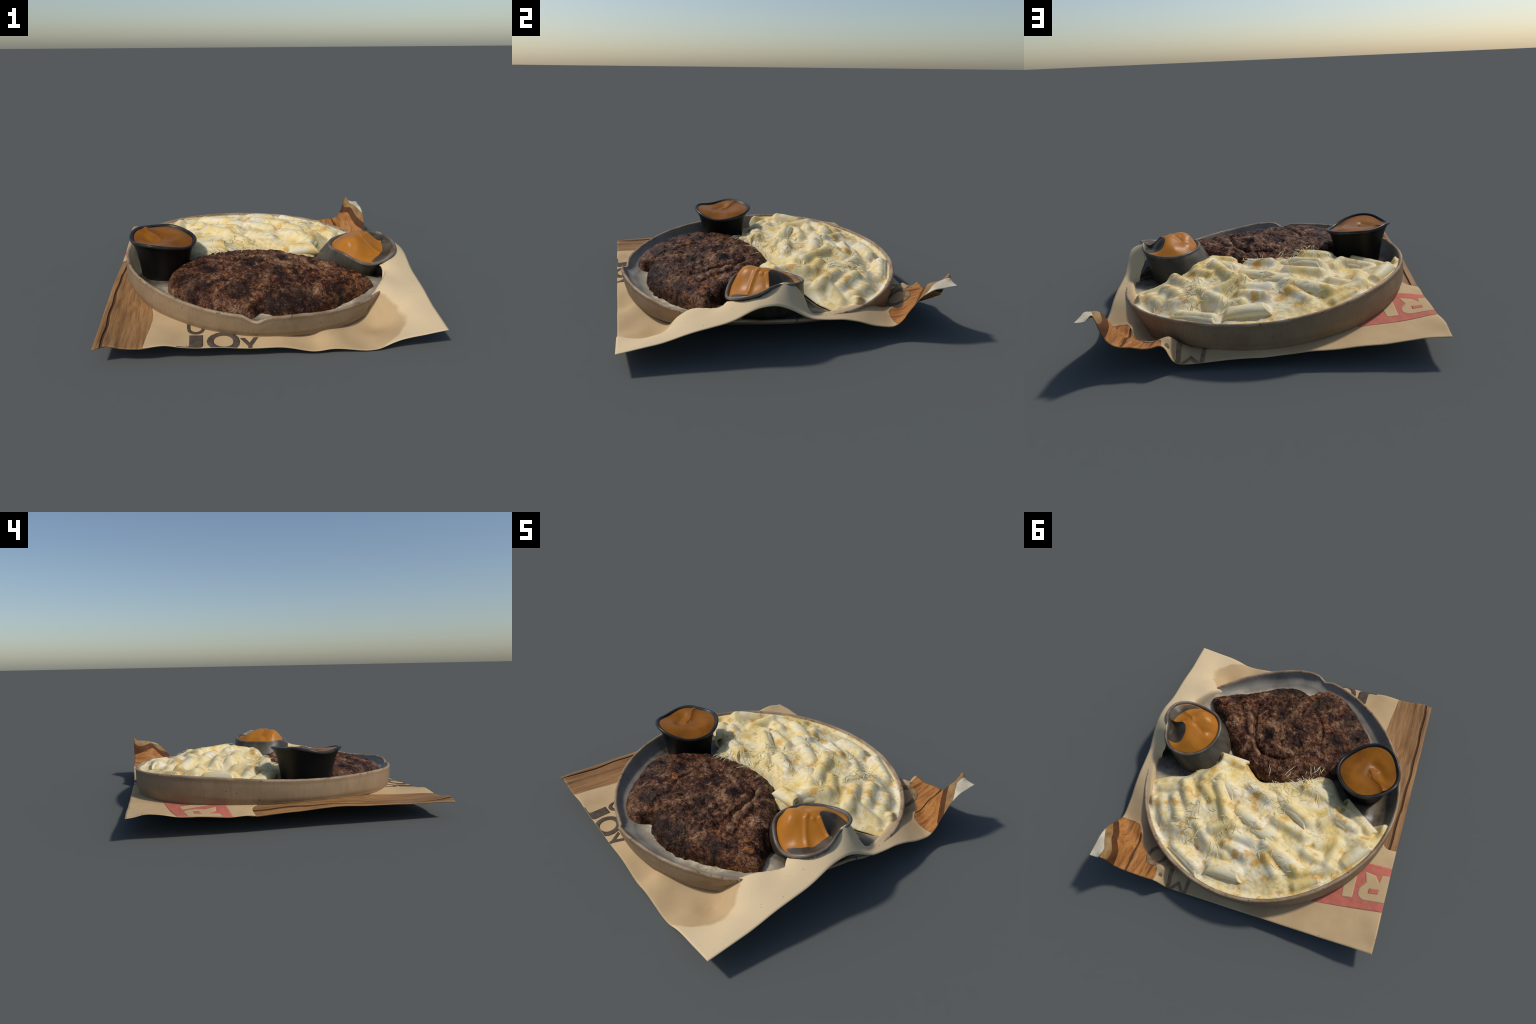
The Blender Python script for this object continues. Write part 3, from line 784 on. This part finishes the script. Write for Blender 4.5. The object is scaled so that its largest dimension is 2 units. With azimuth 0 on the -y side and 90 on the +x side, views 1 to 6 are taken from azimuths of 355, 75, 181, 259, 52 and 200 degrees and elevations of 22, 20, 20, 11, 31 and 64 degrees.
# --------------------------------------------------------------------- pasta
pasta = empty("creamy_pasta", "mound of penne in white cream with grated cheese", "pasta", (0, .45, .15))
BORDER = [(-.86, .13), (-.77, .16), (-.66, .11), (-.55, .06), (-.46, -.03), (-.38, -.09), (-.29, -.07), (-.15, 0), (.0, .05), (.10, .07), (.19, .0), (.27, -.06), (.41, -.02), (.47, .08), (.56, .13), (.64, .19), (.76, .23), (.88, .30)]
border = smooth_path(BORDER, 5)
region = [tuple(p) for p in border]
a0 = math.atan2(region[-1][1] - CY, region[-1][0] - CX); a1 = math.atan2(region[0][1] - CY, region[0][0] - CX)
for t in np.linspace(a0, a1, 70):
    r = float(rim_r(np.array(t))) - .026; region.append((CX + r * math.cos(t), CY + r * math.sin(t)))
p_sd = poly_sd(region)
BASE = Spline2([(.41, .165, .292), (-.67, .25, .250), (-.55, .58, .258), (-.06, .53, .284), (-.40, .56, .272), (.55, .62, .222), (.26, .60, .252), (.06, .565, .272), (.34, .145, .275), (.07, .12, .245), (.69, .55, .205), (-.28, -.02, .274), (-.15, .2, .287), (-.4, .15, .282), (.2, .35, .278), (.5, .35, .255), (.68, .29, .175), (.78, .24, .178), (-.4, .36, .282), (-.1, .35, .290), (-.76, .42, .192), (-.79, .20, .190), (-.60, .44, .228), (-.1, .74, .262), (-.35, .74, .250), (.2, .79, .222), (.36, .81, .205), (-.6, .68, .238), (.80, .43, .205), (.55, .12, .238),
                (.43, .40, .270), (.02, .33, .295), (.05, .21, .282), (.2, .22, .285), (-.28, .55, .284), (.45, .66, .228), (.34, .68, .178), (.10, .84, .212), (-.73, .58, .190), (.34, .26, .282)]
               + [(CX + .87 * math.cos(t), CY + .87 * math.sin(t), float(rim_z(np.array(t))) - (.014 if t < .8 else .026)) for t in np.linspace(.35, 2.95, 22)], 3e-4)

PENNE_AT = [(.54, .72, .25, .86), (.23, .80, -.02, .79), (.16, .56, -.05, .55), (-.06, .53, -.42, .68), (-.35, .68, -.58, .59), (-.56, .61, -.59, .35), (-.12, .60, -.26, .75), (-.46, .18, -.71, .27), (-.55, .09, -.80, .26), (-.64, .54, -.79, .33), (-.37, .77, -.54, .67), (.18, .62, -.03, .67), (.76, .39, .63, .60), (.66, .37, .53, .56), (.37, .20, .17, .50), (.18, .36, -.07, .46), (-.09, .36, -.38, .42), (-.16, .23, -.36, .33), (-.41, .31, -.52, .12), (.41, .02, .24, .02), (.15, .17, -.06, .24), (.48, .25, .34, .36), (-.42, .46, -.60, .36), (.62, .25, .50, .44), (-.22, .06, -.44, .10), (-.05, .13, -.22, .27), (.58, .60, .42, .62), (-.37, .52, -.55, .56)]
rr = random.Random(11)
for _ in range(400):                                  # fill the gaps between the placed ones
    if len(PENNE_AT) >= 36: break
    x, y, a = rr.uniform(-.75, .72), rr.uniform(.0, .85), rr.uniform(0, math.pi)
    L = .11
    p = (x - L * math.cos(a), y - L * math.sin(a), x + L * math.cos(a), y + L * math.sin(a))
    if min(p_sd(np.array(p[0::2]), np.array(p[1::2]))) < .05: continue
    m = np.array([x, y])
    if min(np.hypot(*(m - [(q[0] + q[2]) / 2, (q[1] + q[3]) / 2])) for q in PENNE_AT) < .125: continue
    PENNE_AT.append(p)
PR = .047
pens = []
for i, (x0, y0, x1, y1) in enumerate(PENNE_AT):
    L = math.hypot(x1 - x0, y1 - y0)
    if L < .20: x0, y0, x1, y1 = [(v - m) * .20 / L + m for v, m in zip((x0, y0, x1, y1), ((x0 + x1) / 2, (y0 + y1) / 2) * 2)]
    z0, z1 = BASE(np.array([x0, x1]), np.array([y0, y1]))
    dz = rr.uniform(-.018, .006)
    pens.append((np.array([x0, y0, z0 + dz + rr.uniform(-.018, .018)]), np.array([x1, y1, z1 + dz + rr.uniform(-.018, .018)])))

COAT = [rr.choice((.88, .92, .96, 1.0, 1.03, 1.06)) for _ in pens]

def penne_height(x, y, grow=0.0):
    """Height of the top of the tubes over (x, y), -1 where there is none."""
    h = np.full(np.shape(x), -1.0)
    for a, b in pens:
        v = b - a; L2 = v[0] ** 2 + v[1] ** 2
        t = np.clip(((x - a[0]) * v[0] + (y - a[1]) * v[1]) / L2, 0, 1)
        d2 = (x - a[0] - t * v[0]) ** 2 + (y - a[1] - t * v[1]) ** 2; R = PR + grow
        h = np.maximum(h, np.where(d2 < R * R, a[2] + t * v[2] + np.sqrt(np.maximum(R * R - d2, 0)), -1))
    return h

def cream_z(x, y):
    d = p_sd(x, y); b = BASE(x, y)
    b = b + .012 * fbm(x, y, 0, 6, 2, 61) + .010 * fbm(x, y, 0, 15, 3, 62)
    # sauce drawn up around the tubes
    for i, (a, c) in enumerate(pens):
        v = c - a; L2 = v[0] ** 2 + v[1] ** 2
        t = np.clip(((x - a[0]) * v[0] + (y - a[1]) * v[1]) / L2, .16, .84)
        d2 = (x - a[0] - t * v[0]) ** 2 + (y - a[1] - t * v[1]) ** 2
        coat = a[2] + t * v[2] + PR * COAT[i] - d2 / .052
        b = np.where(d2 < .0075, .5 * (b + coat + np.sqrt((b - coat) ** 2 + .0006)), b)
        b = np.minimum(b, np.maximum(a[2] + t * v[2] + .042, b - .01)) if False else b
    th = np.arctan2(y - CY, x - CX); r = np.hypot(x - CX, y - CY)
    wall = sstep(.03, .0, rim_r(th) - .03 - r)
    b = b * (1 - wall) + wall * (rim_z(th) - .015)
    inner = seg_dist(x, y, border)
    k = sstep(-.012, .05, np.minimum(inner, 1))
    k = np.sqrt(np.clip(k, 0, 1))
    f = floor_z(x, y) - .002
    return np.where(d < .2, f + (b - f) * k, b)

V, F = sheet(p_sd, cream_z, .0065, (-.92, .96, -.12, .98), .006)
add_mesh("cream_sauce", V, F, PASTA, pasta)

def penne_mesh(L, seed):
    """Hollow tube along x, ends cut on the slant, a little sagged."""
    n, m = 28, 20; t = np.linspace(0, TAU, n, endpoint=False)
    ro, ri = PR, PR * .66
    def ringx(r, u):
        rad_ = r * (1 + .035 * fbm(np.cos(t), np.sin(t), u * 3, 1.6, 2, seed))
        if r == ro: rad_ = rad_ + .0004 * np.cos(14 * t)
        x = (u - .5) * L + .62 * r * np.sin(t) * (2 * u - 1) * -1 * abs(2 * u - 1) ** 6
        sag = -.012 * (2 * u - 1) ** 2
        return np.stack([x, rad_ * np.cos(t), rad_ * np.sin(t) + sag], -1)
    us = np.linspace(0, 1, m)
    out = [ringx(ro, u) for u in us]
    lip1 = [ringx(ro * .93, 1.004), ringx(ri * 1.04, 1.0)]
    lip0 = [ringx(ri * 1.04, 0.0), ringx(ro * .93, -.004)]
    inn = [ringx(ri, u) for u in us[::-1]]
    rings = out + lip1 + inn + lip0
    V, F = loft(rings)
    k = (len(rings) - 1) * n
    F += [(k + i, k + (i + 1) % n, (i + 1) % n, i) for i in range(n)]
    inner_from, inner_to = (len(out) + len(lip1) - 1) * n, (len(out) + len(lip1) + len(inn)) * n
    me = bpy.data.meshes.new("penne"); me.from_pydata([tuple(v) for v in V], [], F); me.update()
    me.materials.append(PENNE); me.materials.append(HOLLOW)
    for p in me.polygons:
        p.use_smooth = True
        if inner_from <= p.index < inner_to: p.material_index = 1
    b = bmesh.new(); b.from_mesh(me); bmesh.ops.recalc_face_normals(b, faces=b.faces[:]); b.to_mesh(me); b.free()
    return me
LENS = (.22, .26, .31, .36)
meshes = {L: penne_mesh(L, 70 + i) for i, L in enumerate(LENS)}
for a, b in pens:
    v = b - a; L = np.linalg.norm(v); k = min(LENS, key=lambda q: abs(q - L))
    o = bpy.data.objects.new("penne", meshes[k]); COL.objects.link(o)
    o.location = (a + b) / 2
    o.rotation_euler = (rr.uniform(-.6, .6), -math.asin(v[2] / L), math.atan2(v[1], v[0]))
    k = rr.uniform(.88, 1.1); o.scale = (1, k * rr.uniform(.95, 1.2), k * rr.uniform(.78, 1))
    attach(o, pasta)

# ---------------------------------------------------------- grated cheese
def shred_mesh(seed):
    q = random.Random(seed); L = q.uniform(.035, .080); c1, c2 = q.uniform(-.008, .008), q.uniform(-.003, .003)
    u = np.linspace(0, 1, 9)
    P = np.stack([(u - .5) * L, c1 * np.sin(math.pi * u) + c2 * np.sin(TAU * u), .006 * np.sin(math.pi * u) - .005], -1)
    R = .0017 * np.sin(np.clip(u, .06, .94) * math.pi) ** .4
    V, F = tube(P, R, 7, .6)
    me = bpy.data.meshes.new("cheese_shred"); me.from_pydata([tuple(v) for v in V], [], F); me.update()
    for p in me.polygons: p.use_smooth = True
    me.materials.append(CHEESE if seed % 3 else CHEESE_PALE); return me
SHREDS = [shred_mesh(100 + i) for i in range(8)]
SPOTS = [(.44, .49, 18, .08), (.42, .62, 14, .06), (.40, .44, 14, .07), (-.16, .10, 30, .08), (-.25, .02, 36, .07), (-.32, -.04, 24, .05), (-.08, .05, 18, .06), (.02, .35, 14, .10), (-.09, .24, 18, .10), (-.24, .65, 8, .06), (-.11, .57, 8, .06), (.12, .51, 8, .07), (.43, .20, 8, .07), (-.37, .07, 18, .07), (.22, .50, 8, .07), (.24, .66, 6, .05), (.14, .22, 8, .08)]
pts = []
for x, y, k, s in SPOTS:
    for _ in range(k):
        p = (rr.gauss(x, s * .75), rr.gauss(y, s * .65))
        if p_sd(np.array([p[0]]), np.array([p[1]]))[0] > .0: pts.append(p)
pts += [(.053, -.02), (.035, .01), (-.097, -.03), (-.10, .0), (-.27, -.09), (-.30, -.11), (-.25, -.07), (-.22, -.05), (-.33, -.10), (-.285, -.095), (-.31, -.085)]
pa = np.array(pts)
hz = np.maximum(cream_z(pa[:, 0], pa[:, 1]), penne_height(pa[:, 0], pa[:, 1]))
for i, ((x, y), z) in enumerate(zip(pts, hz)):
    on_meat = i >= len(pts) - 11
    o = bpy.data.objects.new("cheese_shred", SHREDS[rr.randrange(8)]); COL.objects.link(o)
    if on_meat: z = max(z, float(TOP(np.array([x]), np.array([y]))[0]) + .010)
    o.location = (x, y, z + .0008)
    o.rotation_euler = (rr.uniform(-.15, .15), rr.uniform(-.13, .13), rr.uniform(0, TAU) if not on_meat else math.pi / 2 + rr.uniform(-.5, .5))
    k = rr.uniform(.8, 1.35); o.scale = (k, k, rr.uniform(.9, 1.2))
    attach(o, pasta)
